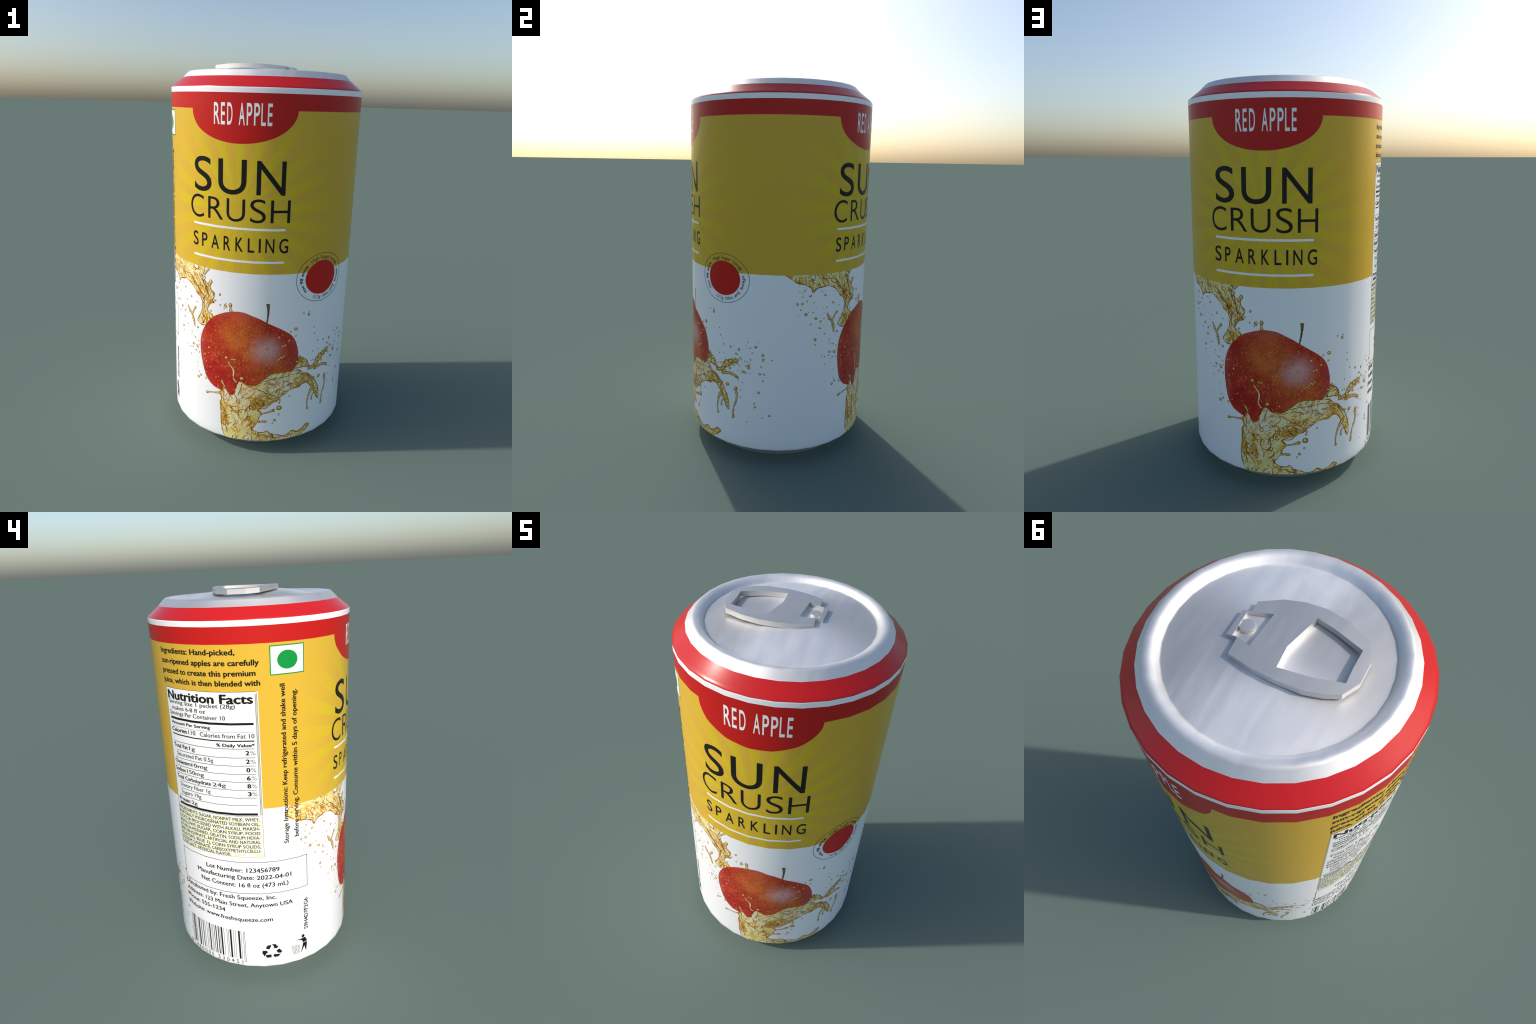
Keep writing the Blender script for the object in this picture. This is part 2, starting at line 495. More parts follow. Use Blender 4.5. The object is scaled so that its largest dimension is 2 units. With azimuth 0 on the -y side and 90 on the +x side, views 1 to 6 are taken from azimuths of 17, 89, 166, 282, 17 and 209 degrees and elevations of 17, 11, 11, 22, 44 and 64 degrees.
for az in FRONT:
    # red tongue that hangs from the red band
    bm = bmesh.new()
    pts = [(30.45 * D * math.sin(t), Z_RED * 1000 - 149 * math.cos(t)) for t in (math.pi * (k / 40 - 0.5) for k in range(1, 40))]
    fill(bm, [(-30.45 * D, Z_RED * 1000 + 0.2)] + pts + [(30.45 * D, Z_RED * 1000 + 0.2)])
    wrap(bm, "red_tongue", RED, az, 0.5)
    for ch, a, b, z0, h in SUN:
        line(ch, a * D, b * D, z0, h, "letter", BLACK, az, 1.2, weight=0.002, fit_box=True)
    for ch, a, b, z0, h in CRUSH:
        line(ch, a * D, b * D, z0, h, "letter", BLACK, az, 1.2, weight=-0.007, fit_box=True)
    for ch, a, b, z0, h in SPARKLING:
        line(ch, a * D, b * D, z0, h, "letter", BLACK, az, 1.2, weight=0.008, fit_box=True)
    for ch, a, b in RED_APPLE:
        line(ch, a * D, b * D, 1714, 96, "letter", WHITE, az, 1.2, weight=0.010, fit_box=True)
    for z in (1239, 1078):
        bm = bmesh.new()
        rect(bm, -29.6 * D, z - 5.5, 26.3 * D, z + 5.5)
        wrap(bm, "rule_line", WHITE, az, 1.0)

# ---- apple and juice splash, drawn in mm in the frame of the second print
APPLE_OUT = [(-21, 813), (-68, 801), (-114, 780), (-151, 749), (-183, 709), (-204, 667), (-216, 619), (-218, 557), (-211, 497), (-200, 446),
             (-181, 412), (-154, 388), (-113, 368), (-73, 352), (-52, 347), (-32, 354), (-6, 378), (59, 388), (129, 405), (214, 428), (274, 449),
             (301, 478), (316, 513), (321, 558), (314, 604), (302, 640), (278, 673), (240, 703), (197, 731), (162, 753), (134, 772), (100, 790), (59, 809), (18, 816)]
STREAM = [(-535, 1030), (-506, 1004), (-470, 980), (-416, 965), (-393, 949), (-384, 930), (-366, 945), (-310, 955), (-270, 947), (-241, 925), (-210, 893), (-183, 869),
          (-178, 829), (-193, 794), (-225, 745), (-223, 736), (-175, 722), (-118, 770), (-144, 806), (-149, 818), (-132, 846), (-100, 855), (-111, 866),
          (-94, 901), (-114, 920), (-120, 945), (-137, 951), (-153, 968), (-147, 981), (-161, 994), (-150, 1016), (-140, 1050), (-180, 1045), (-192, 1022), (-222, 1030),
          (-235, 1060), (-330, 1085), (-480, 1075)]
MASS = [(-118, 351), (-111, 339), (-107, 323), (-116, 298), (-120, 231), (-123, 144), (-116, 112), (-96, 79), (-80, 50), (0, 30), (140, 34), (260, 40),
        (330, 62), (372, 92), (352, 104), (318, 88), (290, 80), (262, 92), (240, 84), (213, 80), (187, 88), (156, 102), (137, 110), (124, 127), (108, 122), (90, 119), (71, 127), (46, 143), (62, 164),
        (83, 190), (88, 213), (103, 234), (84, 262), (124, 265), (161, 292), (195, 303), (203, 318), (256, 345), (283, 353), (311, 352), (332, 364), (365, 362),
        (398, 318), (418, 268), (440, 228), (446, 262), (436, 320), (412, 368), (378, 408), (353, 425), (316, 453), (281, 460), (231, 461), (169, 463), (147, 447), (93, 409), (68, 404),
        (41, 405), (25, 418), (4, 430), (-16, 403), (-35, 356), (-48, 347), (-61, 353), (-75, 374), (-86, 396), (-91, 424), (-101, 423), (-90, 388), (-104, 368)]
WEB = [(296, 473), (313, 465), (339, 466), (371, 456), (382, 437), (396, 441), (380, 466), (372, 491), (356, 509), (338, 512), (332, 530), (318, 522), (313, 500)]
# tapering tongues of liquid: spine points and widths
TONGUES = [([(-116, 351), (-161, 346), (-199, 338)], (12, 6, 9)), ([(100, 234), (133, 240), (164, 246)], (9, 7, 15)), ([(80, 188), (122, 187)], (9, 10)),
           ([(400, 318), (378, 283), (364, 241), (364, 199)], (20, 12, 7, 6)), ([(420, 285), (398, 266), (394, 244)], (10, 7, 9)),
           ([(500, 351), (500, 311), (491, 275), (472, 238), (466, 190)], (12, 10, 9, 7, 13)), ([(201, 318), (204, 300), (201, 285)], (10, 7, 7)),
           ([(380, 442), (423, 450), (435, 471), (474, 494), (515, 502)], (12, 22, 20, 26, 16)), ([(424, 430), (470, 432), (512, 414)], (16, 14, 13)),
           ([(-298, 808), (-288, 785), (-272, 767), (-259, 744), (-253, 705)], (8, 14, 9, 16, 8)), ([(-236, 810), (-255, 786), (-270, 764)], (12, 9, 8)),
           ([(-12, 850), (-14, 835), (-11, 818)], (15, 9, 13)), ([(-124, 948), (-116, 958), (-113, 968)], (16, 12, 12)),
           ([(-150, 1000), (-128, 1022), (-112, 1040)], (10, 9, 10))]
STREAKS = [([(-55, 540), (-31, 504), (-26, 484), (-30, 445), (-15, 423)], (5, 8, 10, 6, 8)), ([(-100, 423), (-84, 392)], (9, 7))]
DROPS = [(362, 768, 5), (390, 755, 9), (314, 692, 11), (284, 683, 6), (312, 654, 6), (426, 634, 5), (488, 576, 7), (536, 566, 5), (516, 541, 5), (580, 477, 9), (548, 448, 7),
         (448, 369, 12), (413, 375, 9), (258, 313, 5), (198, 256, 16), (193, 216, 7), (169, 186, 9), (157, 170, 5), (364, 199, 9), (466, 190, 11),
         (-252, 416, 9), (-233, 430, 7), (-66, 902, 8), (-96, 869, 7), (-40, 844, 10), (-48, 831, 5), (-12, 852, 10), (-315, 907, 7), (-264, 864, 7), (-367, 791, 9), (-339, 772, 7),
         (-344, 738, 6), (-367, 679, 9), (-229, 702, 8), (-243, 593, 11), (-276, 600, 8), (-128, 809, 6), (-281, 669, 4), (-396, 910, 6), (-431, 939, 6), (-467, 873, 7), (-442, 872, 8),
         (-421, 816, 9), (-394, 762, 6), (-403, 909, 5), (-305, 577, 5), (-112, 966, 10), (-199, 338, 9), (330, 530, 8), (345, 515, 9), (312, 505, 9), (515, 412, 9), (513, 503, 9),
         (498, 353, 11), (424, 672, 4), (537, 567, 6), (524, 538, 5), (582, 470, 9), (632, 580, 7), (664, 537, 9), (664, 514, 8), (708, 507, 5), (639, 436, 8), (659, 436, 5),
         (558, 444, 8), (624, 335, 8), (596, 274, 6), (597, 255, 8), (668, 206, 8), (630, 194, 4), (543, 170, 4), (470, 480, 10), (452, 470, 9), (490, 505, 10), (440, 440, 9), (415, 430, 8)]
ON_FRUIT = [(222, 663, 11), (240, 672, 6), (274, 636, 9), (250, 613, 9), (238, 610, 9), (158, 612, 8), (145, 565, 7), (71, 437, 8), (-117, 444, 5), (-59, 560, 12), (-14, 551, 10), (-28, 553, 8),
            (13, 446, 14), (-160, 602, 9), (-168, 572, 5), (-196, 640, 6), (-190, 560, 8), (40, 590, 5), (55, 592, 5), (88, 596, 6), (-186, 520, 5), (-198, 420, 8), (185, 520, 4), (193, 526, 6), (203, 532, 8), (215, 540, 10), (228, 546, 10), (240, 553, 9), (222, 549, 7)]
BUBBLES = [(4, 235, 27), (59, 281, 17), (34, 266, 9), (-16, 310, 9), (100, 325, 8), (30, 215, 9)]


def tapered(spine, widths, per=6):
    pts = smooth_loop(spine, per, closed=False)
    w = []
    for i in range(len(pts)):
        t = i / (len(pts) - 1) * (len(widths) - 1)
        k = min(int(t), len(widths) - 2)
        w.append(widths[k] + (widths[k + 1] - widths[k]) * (t - k))
    return pts, w


def drop(dark, gold, light, x, y, r, rng, z=0.0):
    """one bead: dark skin, golden body, pale glint"""
    turn, sq = rng.uniform(0, math.pi), rng.uniform(0.68, 1.0)
    if r <= 2.6:
        disc(gold if rng.random() < 0.6 else dark, x, y, r, r * sq, turn, z, 8)
        return
    disc(dark, x, y, r, r * sq, turn, z)
    k = rng.uniform(0.62, 0.76)
    disc(gold, x + rng.uniform(-0.1, 0.1) * r, y + 0.06 * r, r * k, r * sq * k, turn, z, 12)
    if r > 4.0:
        disc(light, x - 0.12 * r, y + 0.16 * r, r * 0.40, r * sq * 0.34, turn, z, 10)


def inside(p, poly):
    hit = False
    for a, b in zip(poly, poly[1:] + poly[:1]):
        if (a[1] > p[1]) != (b[1] > p[1]) and p[0] < (b[0] - a[0]) * (p[1] - a[1]) / (b[1] - a[1]) + a[0]:
            hit = not hit
    return hit


def strands(poly, count, rng, flow, dark, amber, light):
    """short curved brush marks of refraction inside a body of liquid"""
    xs, ys = [p[0] for p in poly], [p[1] for p in poly]
    done = 0
    while done < count:
        p = Vector((rng.uniform(min(xs), max(xs)), rng.uniform(min(ys), max(ys))))
        if not inside(p, poly):
            continue
        done += 1
        a = flow(p) + rng.gauss(0, 0.38)
        bend, n = rng.gauss(0, 0.11), rng.randint(4, 14)
        pts = [p]
        for _ in range(n):
            q = pts[-1] + 4.5 * Vector((math.cos(a), math.sin(a)))
            if not inside(q, poly):
                break
            pts.append(q)
            a += bend + rng.gauss(0, 0.12)
        if len(pts) < 3:
            continue
        kind = rng.random()
        to, top = (dark, 3.6) if kind < 0.36 else (amber, 8.5) if kind < 0.70 else (light, 6.0)
        k = rng.uniform(0.5, 1.0) * top
        ribbon(to, pts, [0.8 + k * math.sin(math.pi * (i + 0.4) / len(pts)) for i in range(len(pts))], 0.0008 * done)


def splash(az, tilt):
    rng = random.Random(11)
    c, s = math.cos(math.radians(tilt)), math.sin(math.radians(tilt))

    def place(bm):      # the first print carries the picture turned a little about the fruit
        for v in bm.verts:
            x, y = v.co.x - 20, v.co.y - 656
            v.co.x, v.co.y = 20 + x * c - y * s, 656 + x * s + y * c
        return bm

    clip = dict(z_low=Z_FOOT * 1000 + 0.3, z_high=Z_YELLOW * 1000 - 0.3)

    def put(bm, name, mat, lift, stuff=False):
        if stuff:
            return wrap(place(bm), name, mat, az, lift, stuff=True, **clip)
        return wrap(place(bm), name, mat, az, lift, **clip)

    # stream behind the fruit
    out = jitter(smooth_loop(STREAM, 6), 5.0, 0.05, 1)
    bm = bmesh.new()
    fill(bm, out)
    put(bm, "juice_stream", JUICE, 0.5)
    edge = bmesh.new()
    ribbon(edge, out, [max(0.5, 3.4 + 5.0 * noise.noise(Vector((p.x * 0.05, p.y * 0.05, 3)))) for p in out], closed=True)
    soft = bmesh.new()
    ribbon(soft, out, [max(0.6, 4.5 + 11.0 * noise.noise(Vector((p.x * 0.03, p.y * 0.03, 4)))) for p in out], closed=True)
    put(soft, "juice_outline", SOFT_EDGE, 0.62, True)
    put(edge, "juice_outline", OUTLINE, 0.75, True)
    # fruit
    bm = bmesh.new()
    fill(bm, smooth_loop(APPLE_OUT, 5))
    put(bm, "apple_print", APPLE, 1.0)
    bm = bmesh.new()
    pts, w = tapered([(178, 851), (177, 816), (172, 781), (164, 746)], (19, 11, 8, 8))
    ribbon(bm, pts, w)
    put(bm, "apple_stem_print", STEM, 0.9)
    # splash in front of the fruit
    out = jitter(smooth_loop(MASS, 5), 4.0, 0.06, 2)
    bm = bmesh.new()
    fill(bm, out)
    put(bm, "juice_splash", JUICE, 1.3)
    edge = bmesh.new()
    soft = bmesh.new()
    ribbon(soft, out, [max(0.6, 4.0 + 11.0 * noise.noise(Vector((p.x * 0.03, p.y * 0.03, 6)))) for p in out], closed=True)
    put(soft, "juice_outline", SOFT_EDGE, 1.42, True)
    ribbon(edge, out, [max(0.5, 3.4 + 5.0 * noise.noise(Vector((p.x * 0.05, p.y * 0.05, 9)))) for p in out], closed=True)
    out = jitter(smooth_loop(WEB, 5), 3.0, 0.08, 3)
    bm = bmesh.new()
    fill(bm, out)
    put(bm, "juice_splash", JUICE_DARK, 1.3)
    ribbon(edge, out, 4.0, closed=True)
    put(edge, "juice_outline", OUTLINE, 1.55, True)
    dark, gold, light = bmesh.new(), bmesh.new(), bmesh.new()
    d2, a2, l2 = bmesh.new(), bmesh.new(), bmesh.new()
    strands([p for p in STREAM if p[1] < 1045], 150, rng, lambda p: -0.9 if p.x < -190 else -1.35, d2, a2, l2)
    for bm, mat, lift in ((a2, SOFT_EDGE, 0.54), (l2, GLINT, 0.66), (d2, OUTLINE, 0.78)):
        put(bm, "juice_strands", mat, lift, True)
    d2, a2, l2 = bmesh.new(), bmesh.new(), bmesh.new()
    strands(MASS, 280, rng, lambda p: 0.45 if p.x > 60 and p.y > 260 else (-1.0 if p.x > 330 else 1.2 + 2.0 * noise.noise(Vector((p.x * 0.012, p.y * 0.012, 1)))), d2, a2, l2)
    strands(WEB, 24, rng, lambda p: 0.8, d2, a2, l2)
    for bm, mat, lift in ((a2, SOFT_EDGE, 1.34), (l2, GLINT, 1.46), (d2, OUTLINE, 1.58)):
        put(bm, "juice_strands", mat, lift, True)
    for k, (spine, widths) in enumerate(TONGUES):
        pts, w = tapered(spine, widths)
        pts = jitter(pts, 2.5, 0.09, 20 + k)
        w = [q * (1 + 0.35 * noise.noise(Vector((p.x * 0.11, p.y * 0.11, k)))) for p, q in zip(pts, w)]
        ribbon(dark, pts, w, 0.02 * k)
        ribbon(gold, pts, [max(q - 5.0, 1.2) for q in w], 0.02 * k)
        ribbon(light, pts[2:-2], [max(q * 0.32, 1.0) for q in w[2:-2]], 0.02 * k)
        for i in range(1, len(pts) - 1, 3):
            drop(dark, gold, light, pts[i].x + rng.gauss(0, 1.5), pts[i].y + rng.gauss(0, 1.5), max(w[i] * rng.uniform(0.45, 0.85), 3.0), rng, 0.5 + 0.01 * i)
        for p, q in ((pts[0], w[0]), (pts[-1], w[-1])):
            disc(dark, p[0], p[1], q * 0.56, q * 0.56, 0, 0.02 * k + 0.3)
            disc(gold, p[0], p[1], q * 0.36, q * 0.36, 0, 0.02 * k + 0.3)
    # inner creases of the two big bodies of liquid
    for spine in ([(-330, 990), (-262, 985), (-205, 925), (-150, 860)], [(-170, 985), (-150, 930), (-135, 880)], [(-235, 970), (-200, 930), (-188, 900)],
                  [(-150, 900), (-170, 850), (-172, 810)], [(-190, 780), (-160, 750)], [(-110, 300), (-95, 200), (-100, 120)], [(60, 395), (130, 360), (196, 318)],
                  [(100, 420), (180, 430), (300, 436)], [(120, 340), (160, 320), (190, 322)], [(330, 430), (380, 390), (410, 330)], [(90, 108), (150, 84), (210, 70)]):
        pts = jitter(smooth_loop(spine, 8, closed=False), 9.0, 0.05, 41)
        w = [1.2 + 4.2 * math.sin(math.pi * (i + 0.5) / len(pts)) * (0.7 + 0.6 * noise.noise(Vector((p.x * 0.08, p.y * 0.08, 5)))) for i, p in enumerate(pts)]
        ribbon(dark, pts, w, 0.35 + 0.01 * len(pts))
    for x, y, r in BUBBLES:
        ribbon(dark, [(x + r * math.cos(t), y + r * 1.1 * math.sin(t)) for t in (2 * math.pi * q / 24 for q in range(24))], 3.2, 0.6, closed=True)
    for x, y, r in DROPS:
        drop(dark, gold, light, x, y, r * 0.92, rng, 0.8)
    # fine spray, left and right of the fruit
    for cx, cy, sx, sy, count in ((-300, 770, 60, 90, 34), (-262, 580, 30, 60, 30), (-430, 880, 40, 50, 22), (500, 480, 60, 60, 46), (590, 500, 60, 70, 30), (420, 560, 60, 70, 14), (-60, 850, 40, 25, 5)):
        for _ in range(count):
            r = rng.choice((1.6, 1.9, 2.2, 2.8, 3.4, 4.4))
            drop(dark, gold, light, rng.gauss(cx, sx), rng.gauss(cy, sy), r, rng, 1.1)
    # chain of beads thrown to the right
    for k in range(26):
        t = k / 25
        drop(dark, gold, light, 410 + 115 * t + rng.gauss(0, 9), 445 + 62 * t + rng.gauss(0, 11), rng.uniform(4, 8), rng, 0.9 + 0.01 * k)
    fruit_dark, fruit_gold, fruit_light = bmesh.new(), bmesh.new(), bmesh.new()
    for x, y, r in ON_FRUIT:
        drop(fruit_dark, fruit_gold, fruit_light, x, y, r * 0.85, rng, 0.0)
    for k, (spine, widths) in enumerate(STREAKS):
        pts, w = tapered(spine, widths)
        w = [q * (1 + 0.5 * noise.noise(Vector((p.x * 0.12, p.y * 0.12, k)))) for p, q in zip(pts, w)]
        ribbon(fruit_dark, pts, [q + 1.5 for q in w], 0.05 * k)
        ribbon(fruit_light, pts, [max(q - 2.5, 1.5) for q in w], 0.05 * k)
    put(dark, "juice_drops", OUTLINE, 1.6, True)
    put(gold, "juice_drops", GOLD, 1.85, True)
    put(light, "juice_drops", PALE, 2.1, True)
    put(fruit_dark, "juice_drops", OUTLINE, 1.75, True)
    put(fruit_gold, "juice_drops", GOLD, 2.0, True)
    put(fruit_light, "juice_drops", PALE, 2.2, True)


splash(FRONT[1], 0.0)
splash(FRONT[0], 5.74)

# ---------------------------------------------------------------- sugar badge right of each front print
for az in FRONT[:1]:
    cx, cy = 448, 981
    bm = bmesh.new()
    disc(bm, cx, cy, 101, 89, 0, 0, 56)
    wrap(bm, "badge_disc", BADGE, az, 2.2)
    bm = bmesh.new()
    ribbon(bm, [(cx + 151 * math.cos(t), cy + 127 * math.sin(t)) for t in (2 * math.pi * k / 72 for k in range(72))], 2.2, closed=True)
    wrap(bm, "badge_ring", GREY, az, 2.2)

    def on_ring(text, mid, span, r0, cap, inward, weight):
        """letters set round the badge; inward = tops point to the middle"""
        bm = glyphs(text, weight)
        a, b, c, d = bounds(bm)
        for v in bm.verts:
            f = (v.co.x - a) / (b - a) - 0.5
            t = math.radians(mid + (f if inward else -f) * span)
            r = r0 + (-v.co.y if inward else v.co.y) / CAP * cap
            v.co = (cx + r * 1.16 * math.cos(t), cy + r * math.sin(t), 0)
        bmesh.ops.recalc_face_normals(bm, faces=bm.faces[:])
        wrap(bm, "badge_text", GREY, az, 2.3)
    on_ring("High Sugar Level", 80, 92, 98, 17, False, 0.0)
    on_ring("12.7g 100m", 273, 52, 113, 16, True, 0.0)
    on_ring("goc 98 ence", 180, 82, 99, 15, False, 0.02)
    on_ring("p . ufeoq  Jof", -10, 92, 99, 14, False, 0.01)

# ---------------------------------------------------------------- back of the label (absolute azimuth in degrees)
BACK = 270.0
X = lambda deg: (deg - BACK) * D


def back(text, d0, d1, base, cap, weight=0.006, mat=None, spacing=1.0, lift=1.9):
    return line(text, X(d0), X(d1), base, cap, "text_line", mat or BLACK, BACK, lift, weight, spacing)


def bar(d0, d1, z0, z1, mat=None, name="rule_line", lift=1.9):
    bm = bmesh.new()
    rect(bm, X(d0), z0, X(d1), z1)
    return wrap(bm, name, mat or BLACK, BACK, lift)


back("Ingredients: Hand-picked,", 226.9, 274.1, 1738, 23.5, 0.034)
back("sun-ripened apples are carefully", 226.9, 285.8, 1692.5, 23.5, 0.034)
back("pressed to create this premium", 226.9, 283.9, 1648, 23.5, 0.034)
back("juice, which is then blended with", 227.0, 286.0, 1605, 23.5, 0.034)
# nutrition panel
bar(227.5, 284.7, 972, 1580, PAPER, "nutrition_panel", 1.2)
bar(227.5, 284.2, 757, 975, CREAM, "ingredient_panel", 1.4)
bar(227.5, 284.2, 1578.5, 1580.5, GREY, lift=1.6)
bar(283.1, 283.35, 985, 1570, GREY, lift=1.6)
bar(284.0, 284.2, 757, 1575, GREY, lift=1.7)
bar(227.5, 228.1, 760, 1578, ink("panel_edge", (0.42, 0.43, 0.36)), lift=1.6)
bar(283.4, 284.0, 985, 1570, ink("panel_edge_right", (0.55, 0.56, 0.48)), lift=1.6)
bar(228.2, 283.2, 981, 983, GREY, lift=1.7)
bar(227.5, 284.2, 756.5, 758.5, ink("panel_foot", (0.36, 0.36, 0.18)), lift=1.7)
back("Nutrition Facts", 229.4, 281.8, 1528, 39.5, 0.042)
back("Serving Size 1 packet (28g)", 229.9, 272.7, 1507, 18, 0.022, GREY)
back("makes 6-8 fl oz", 232.2, 256.2, 1479, 18, 0.022, GREY)
back("Servings Per Container 10", 229.7, 267.2, 1452.5, 19, 0.022, GREY)
bar(229.8, 281.8, 1430.5, 1441)
back("Amount Per Serving", 230.2, 258.4, 1408, 14, 0.045)
bar(230.2, 281.7, 1395.6, 1397, GREY)
back("Calories", 229.9, 242.6, 1370.5, 19, 0.040)
back("110", 243.9, 248.9, 1370.5, 20, 0.022, GREY)
back("Calories from Fat 10", 251.7, 281.9, 1369.5, 20, 0.022, GREY)
bar(229.9, 281.8, 1353.5, 1359)
back("% Daily Value*", 261.2, 281.7, 1328.5, 14.5, 0.045)
FACTS = [("Total Fat", "1g", "2", 1291, 229.9, 243.2, 247.5), ("", "Saturated Fat 0.5g", "2", 1249.5, 232.0, 232.0, 258.7), ("Cholesterol", "0mg", "0", 1208.5, 229.5, 245.5, 254.6),
         ("Sodium", "150mg", "6", 1168, 229.3, 239.6, 251.9), ("Total Carbohydrate", "24g", "8", 1128, 229.6, 257.2, 264.9), ("", "Dietary Fiber 1g", "3", 1088, 232.3, 232.3, 255.3),
         ("", "Sugars 19g", "", 1049, 232.5, 232.5, 248.8), ("Protein", "2g", "", 1006, 229.5, 240.8, 245.4)]
RULES = [(1319.5, 230.1), (1276.5, 232.4), (1237, 230.1), (1196, 229.8), (1157.5, 230.2), (1117, 232.4), (1076.5, 232.1), (1037, 230.2)]
for name, amount, share, base, d0, d1, d2 in FACTS:
    if name:
        back(name, d0, d1 - 1.2, base, 19, 0.040)
    back(amount, d1, d2, base, 19, 0.022, GREY)
    if share:
        back(share, 276.9, 278.7, base - 1.5, 20, 0.045)
        back("%", 279.2, 282.0, base - 1.5, 19, -0.004, GREY)
for z, d0 in RULES:
    bar(d0, 281.7, z - 1.3, z + 1.3, GREY)
bar(229.9, 281.7, 985.5, 997)
SMALL = ["INGREDIENTS: SUGAR, NONFAT MILK, WHEY,", "PARTIALLY HYDROGENATED SOYBEAN OIL,", "COCOA PROCESSED WITH ALKALI, MARSH-", "MALLOWS (SUGAR, CORN SYRUP, FOOD",
         "STARCH-MODIFIED, GELATIN, SODIUM HEXA-", "METAPHOSPHATE, ARTIFICIAL AND NATURAL", "FLAVORS, BLUE 1), CORN SYRUP SOLIDS,", "SODIUM CASEINATE, CARBOXYMETHYLCELLU-"]
for k, s in enumerate(SMALL):
    back(s, 228.3, 282.4, 954.5 - 24.6 * k, 17, 0.030, GREY)
back("LOSE, SALT, ARTIFICIAL FLAVOR.", 228.5, 264.9, 759.5, 17, 0.030, GREY)
# lot box
for d0, d1, z0, z1 in ((227.6, 309.9, 724.9, 727.7), (227.6, 309.9, 542.2, 545.0), (227.5, 227.82, 543, 727), (309.72, 310.04, 543, 727)):
    bar(d0, d1, z0, z1, lift=1.9 if d1 - d0 > 1 else 2.0)
back("Lot Number: 123456789", 248.0, 292.4, 669, 24, 0.024)
back("Manufacturing Date: 2022-04-01", 240.4, 299.5, 627, 24, 0.024)
back("Net Content: 16 fl oz (473 mL)", 243.0, 297.6, 581.5, 24, 0.024)
back("Distributed by: Fresh Squeeze, Inc.", 227.0, 290.1, 506.5, 24, 0.024)
back("Address: 123 Main Street, Anytown USA", 227.2, 300.0, 461.5, 24, 0.024)
back("Phone: 555-1234", 226.9, 258.5, 418, 24, 0.024)
back("Website: www.freshsqueeze.com", 226.6, 287.4, 371, 24, 0.024)
# sideways lines
for s, d_base, z0, z1, cap in (("Storage Instructions: Keep refrigerated and shake well", 298.55, 819, 1604, 23), ("before serving. Consume within 5 days of opening.", 304.6, 846, 1574, 23), ("S9H4D7F2G6", 310.0, 273, 468, 23)):
    line(s, z0, z1, -X(d_base), cap, "text_line", BLACK, BACK, 2.4, 0.028, quarter_turn=True)
# green dot in a square
bm = bmesh.new()
rect(bm, X(291.15), 1643.5, X(309.65), 1770)
wrap(bm, "diet_mark_frame", GREEN, BACK, 0.8)
bm = bmesh.new()
rect(bm, X(291.15) + 5, 1648.5, X(309.65) - 5, 1765)
wrap(bm, "diet_mark_field", WHITE, BACK, 1.2)
bm = bmesh.new()
disc(bm, X(300.4), 1706.5, 5.4 * D, 40, 0, 0, 40)
wrap(bm, "diet_mark_dot", GREEN, BACK, 1.6)
# barcode: centre (deg), width (deg)
BARS = [(228.2, 0.3), (229.3, 0.3), (230.7, 1.2), (232.0, 0.3), (232.8, 0.3), (235.0, 0.3), (236.2, 1.1), (238.0, 0.5), (239.8, 0.6), (241.2, 0.3), (243.0, 0.3), (244.3, 0.25),
        (245.6, 0.95), (247.2, 0.25), (248.0, 0.25), (249.1, 0.4), (250.4, 0.7), (252.1, 0.7), (253.2, 0.3), (254.5, 1.1), (256.2, 0.25), (258.4, 0.25), (259.3, 0.25), (260.8, 1.1),
        (262.5, 0.25), (263.8, 0.25), (266.2, 1.15), (267.5, 0.25), (269.0, 0.28), (269.8, 0.28)]
bm = bmesh.new()
for c, w in BARS:
    rect(bm, X(c - w / 2), 103 if c > 268.5 or c < 229.5 else 121, X(c + w / 2), 306)
wrap(bm, "barcode", BLACK, BACK, 1.9)
for s, d0, d1 in (("3", 224.3, 226.2), ("480000", 230.6, 247.2), ("330451", 250.4, 267.7)):
    back(s, d0, d1, 88, 25, 0.0, BLACK, 1.5)
# recycling arrows
RECYCLE = [[(-35.9, -23.7), (-32.4, -15.9), (-3.9, -16.6), (-4.8, -35.4), (-28.1, -36.2)], [(4.8, -24.5), (16.0, -10.5), (16.0, -17.4), (46.3, -17.6), (32.4, -34.2), (16.9, -34.3), (16.0, -41.4)],
           [(-34.2, 27.0), (-23.8, 44.7), (-8.2, 46.3), (-3.0, 40.6), (-15.1, 17.6)], [(-6.5, 50.1), (21.2, 49.0), (27.2, 36.3), (35.9, 35.6), (26.4, 21.9), (7.4, 22.8), (12.5, 28.8), (4.8, 43.6)],
           [(-50.6, 12.8), (-31.6, 12.6), (-20.3, 0.2), (-29.0, -4.3), (-41.1, -25.4), (-53.2, -3.0)], [(21.2, 6.9), (41.1, 17.3), (53.2, -2.4), (48.0, -11.2), (31.6, -10.0)]]
bm = bmesh.new()
for poly in RECYCLE:
    fill(bm, [(X(286.15) + x, 171.5 + y) for x, y in poly])
wrap(bm, "recycling_symbol", BLACK, BACK, 1.9)
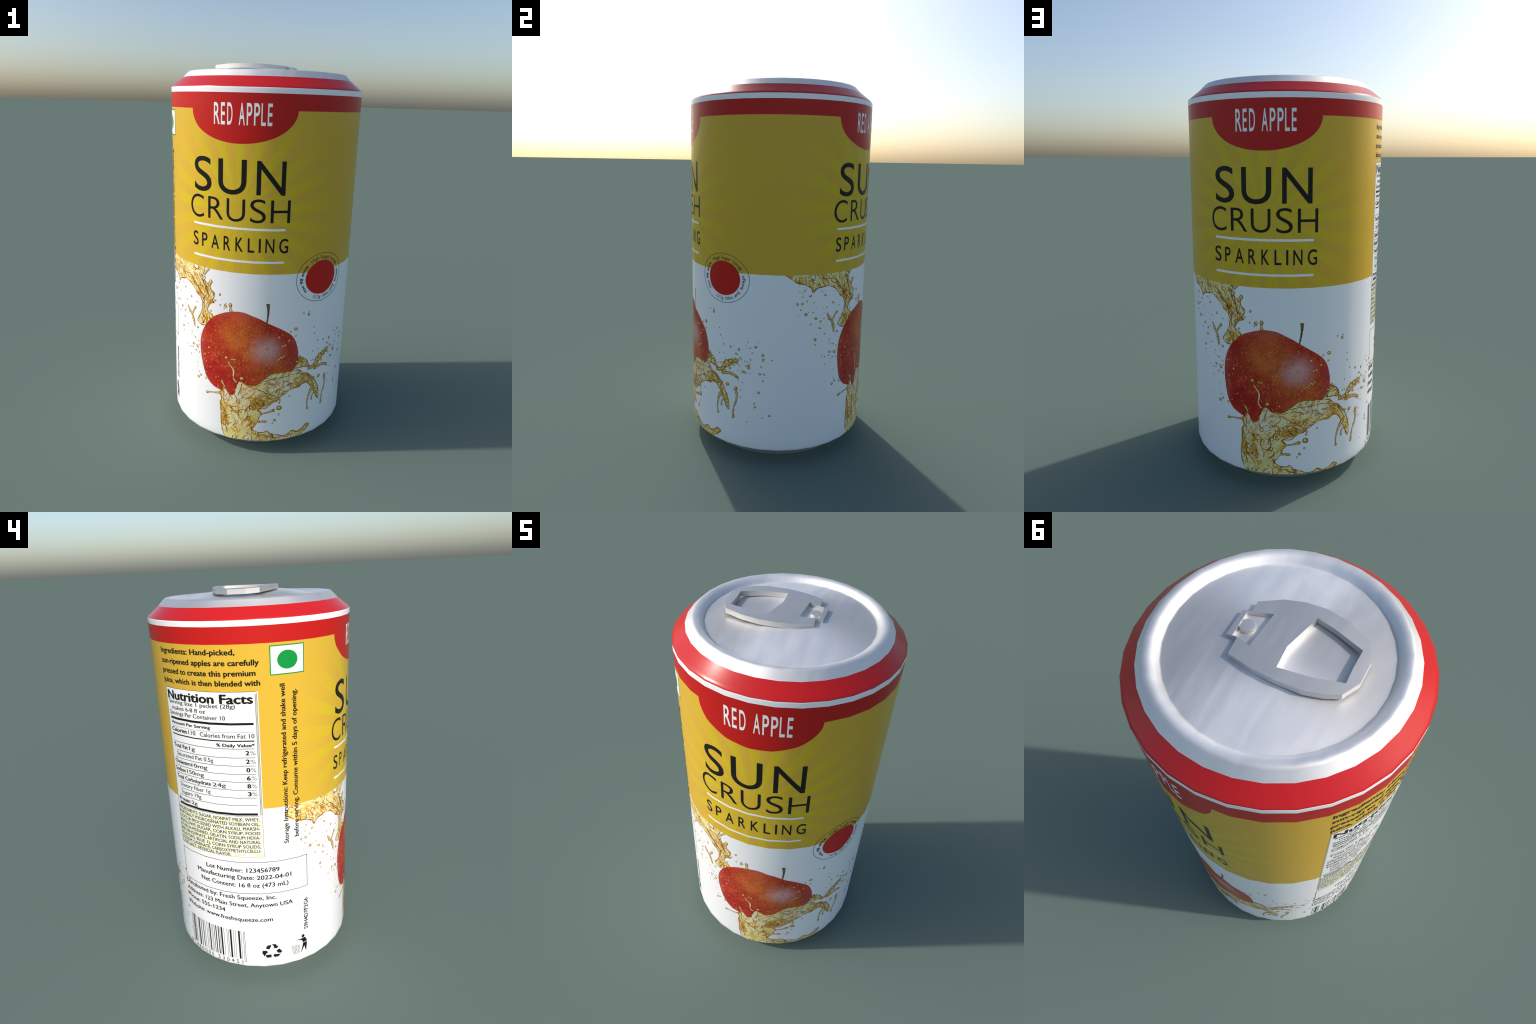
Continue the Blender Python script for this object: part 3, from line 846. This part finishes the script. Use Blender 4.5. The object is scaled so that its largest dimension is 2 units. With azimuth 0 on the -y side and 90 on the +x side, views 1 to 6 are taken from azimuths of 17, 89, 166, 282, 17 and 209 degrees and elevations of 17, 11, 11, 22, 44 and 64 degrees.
# figure dropping litter in a basket
bm = bmesh.new()
ox, oy = X(303.5), 180
for poly in ([(-21.6, 38.4), (4.3, 38.2), (19.0, 38.6), (33.7, 41.8), (43.2, 32.7), (50.2, 11.6), (40.6, 9.8), (22.5, 10.3), (20.8, 18.2), (17.3, 26.7), (4.3, 32.3)],
             [(24.2, 7.6), (49.3, 6.8), (48.4, -13.5), (44.1, -49.0), (40.6, -48.5), (32.9, -14.9), (12.1, -52.8), (10.5, -50.0), (21.6, -10.3)]):
    fill(bm, [(ox + x, oy + y) for x, y in poly])
disc(bm, ox + 25, oy + 52, 9.5, 10)
for k in range(6):
    f = k / 5
    ribbon(bm, [(ox - 43.2 + 48.4 * f, oy + 2.9 - 2 * f), (ox - 32 + 31 * f, oy - 50 - 1.5 * f)], 1.5, 0.02)
for k in range(7):
    f = k / 6
    ribbon(bm, [(ox - 43.2 + 11.2 * f, oy + 2.9 - 52.9 * f), (ox + 5.2 - 6.1 * f, oy + 0.9 - 52.5 * f)], 2.2 if k == 0 else 1.4, 0.05)
ribbon(bm, [Vector(p) + Vector((ox, oy)) for p in ((-34.6, 8.2), (-22.5, 23.9), (0.9, 21.9), (-8.6, 8.3))], 1.3, 0.08, closed=True)
wrap(bm, "litter_figure", BLACK, BACK, 1.9)

# ------------------------------------------------------------------ pull tab
TAB = [(0.123, -0.096), (0.054, -0.136), (-0.009, -0.154), (-0.086, -0.160), (-0.165, -0.145), (-0.246, -0.108), (-0.275, -0.050), (-0.277, 0.034), (-0.249, 0.094), (-0.205, 0.118),
       (-0.146, 0.136), (-0.058, 0.141), (0.020, 0.135), (0.072, 0.124), (0.103, 0.118), (0.110, 0.0535), (0.1465, 0.0545), (0.148, -0.0485), (0.119, -0.0545)]
FINGER_HOLE = [(-0.071, -0.115), (-0.136, -0.101), (-0.238, -0.071), (-0.238, -0.005), (-0.242, 0.055), (-0.152, 0.084), (-0.046, 0.100), (-0.039, 0.021)]
RIVET_HOLE = [(0.133, -0.0472), (0.119, -0.0525), (0.053, -0.071), (0.057, -0.004), (0.061, 0.067), (0.111, 0.0515), (0.1275, 0.0520)]
THICK = 0.022


def tab_top(x):
    return 2.0 - 0.22 * (x + 0.075) ** 2


def pull_tab():
    bm = bmesh.new()
    loops = []
    for pts in (TAB, FINGER_HOLE, RIVET_HOLE):
        vs = [bm.verts.new((x, y, 0)) for x, y in pts]
        loops.append(vs)
        for i in range(len(vs)):
            bm.edges.new((vs[i], vs[(i + 1) % len(vs)]))
    bmesh.ops.triangle_fill(bm, edges=bm.edges[:], use_beauty=True)
    bmesh.ops.dissolve_limit(bm, angle_limit=0.01, verts=[], edges=[e for e in bm.edges if len(e.link_faces) == 2])
    bmesh.ops.triangulate(bm, faces=bm.faces[:])
    for f in bm.faces:
        f.normal_update()
        if f.normal.z < 0:
            f.normal_flip()
    top = bm.faces[:]
    ext = bmesh.ops.extrude_face_region(bm, geom=top, use_keep_orig=True)
    low = {v for v in ext["geom"] if isinstance(v, bmesh.types.BMVert)}
    for v in bm.verts:
        v.co.z = tab_top(v.co.x) - (THICK if v in low else 0)
    bmesh.ops.recalc_face_normals(bm, faces=bm.faces[:])
    me = bpy.data.meshes.new("pull_tab")
    bm.to_mesh(me)
    for p in me.polygons:
        p.use_smooth = abs(p.normal.z) > 0.9
    me.set_sharp_from_angle(angle=math.radians(25))
    return add("pull_tab", me, TAB_METAL, LID)


pull_tab()
bm = bmesh.new()
rings = []
for f, h in ((1.0, 0.0), (1.0, 0.0085), (0.93, 0.0112), (0.6, 0.0122), (0.25, 0.0125)):
    rings.append([bm.verts.new((0.108 + 0.0255 * f * math.cos(t), -0.004 + 0.0255 * f * math.sin(t), 1.9765 + h)) for t in (2 * math.pi * k / 24 for k in range(24))])
for a, b in zip(rings, rings[1:]):
    for k in range(24):
        bm.faces.new((a[k], a[(k + 1) % 24], b[(k + 1) % 24], b[k])).smooth = True
bm.faces.new(rings[-1]).smooth = True
me = bpy.data.meshes.new("rivet")
bm.to_mesh(me)
me.set_sharp_from_angle(angle=math.radians(40))
add("rivet", me, TAB_METAL, LID)
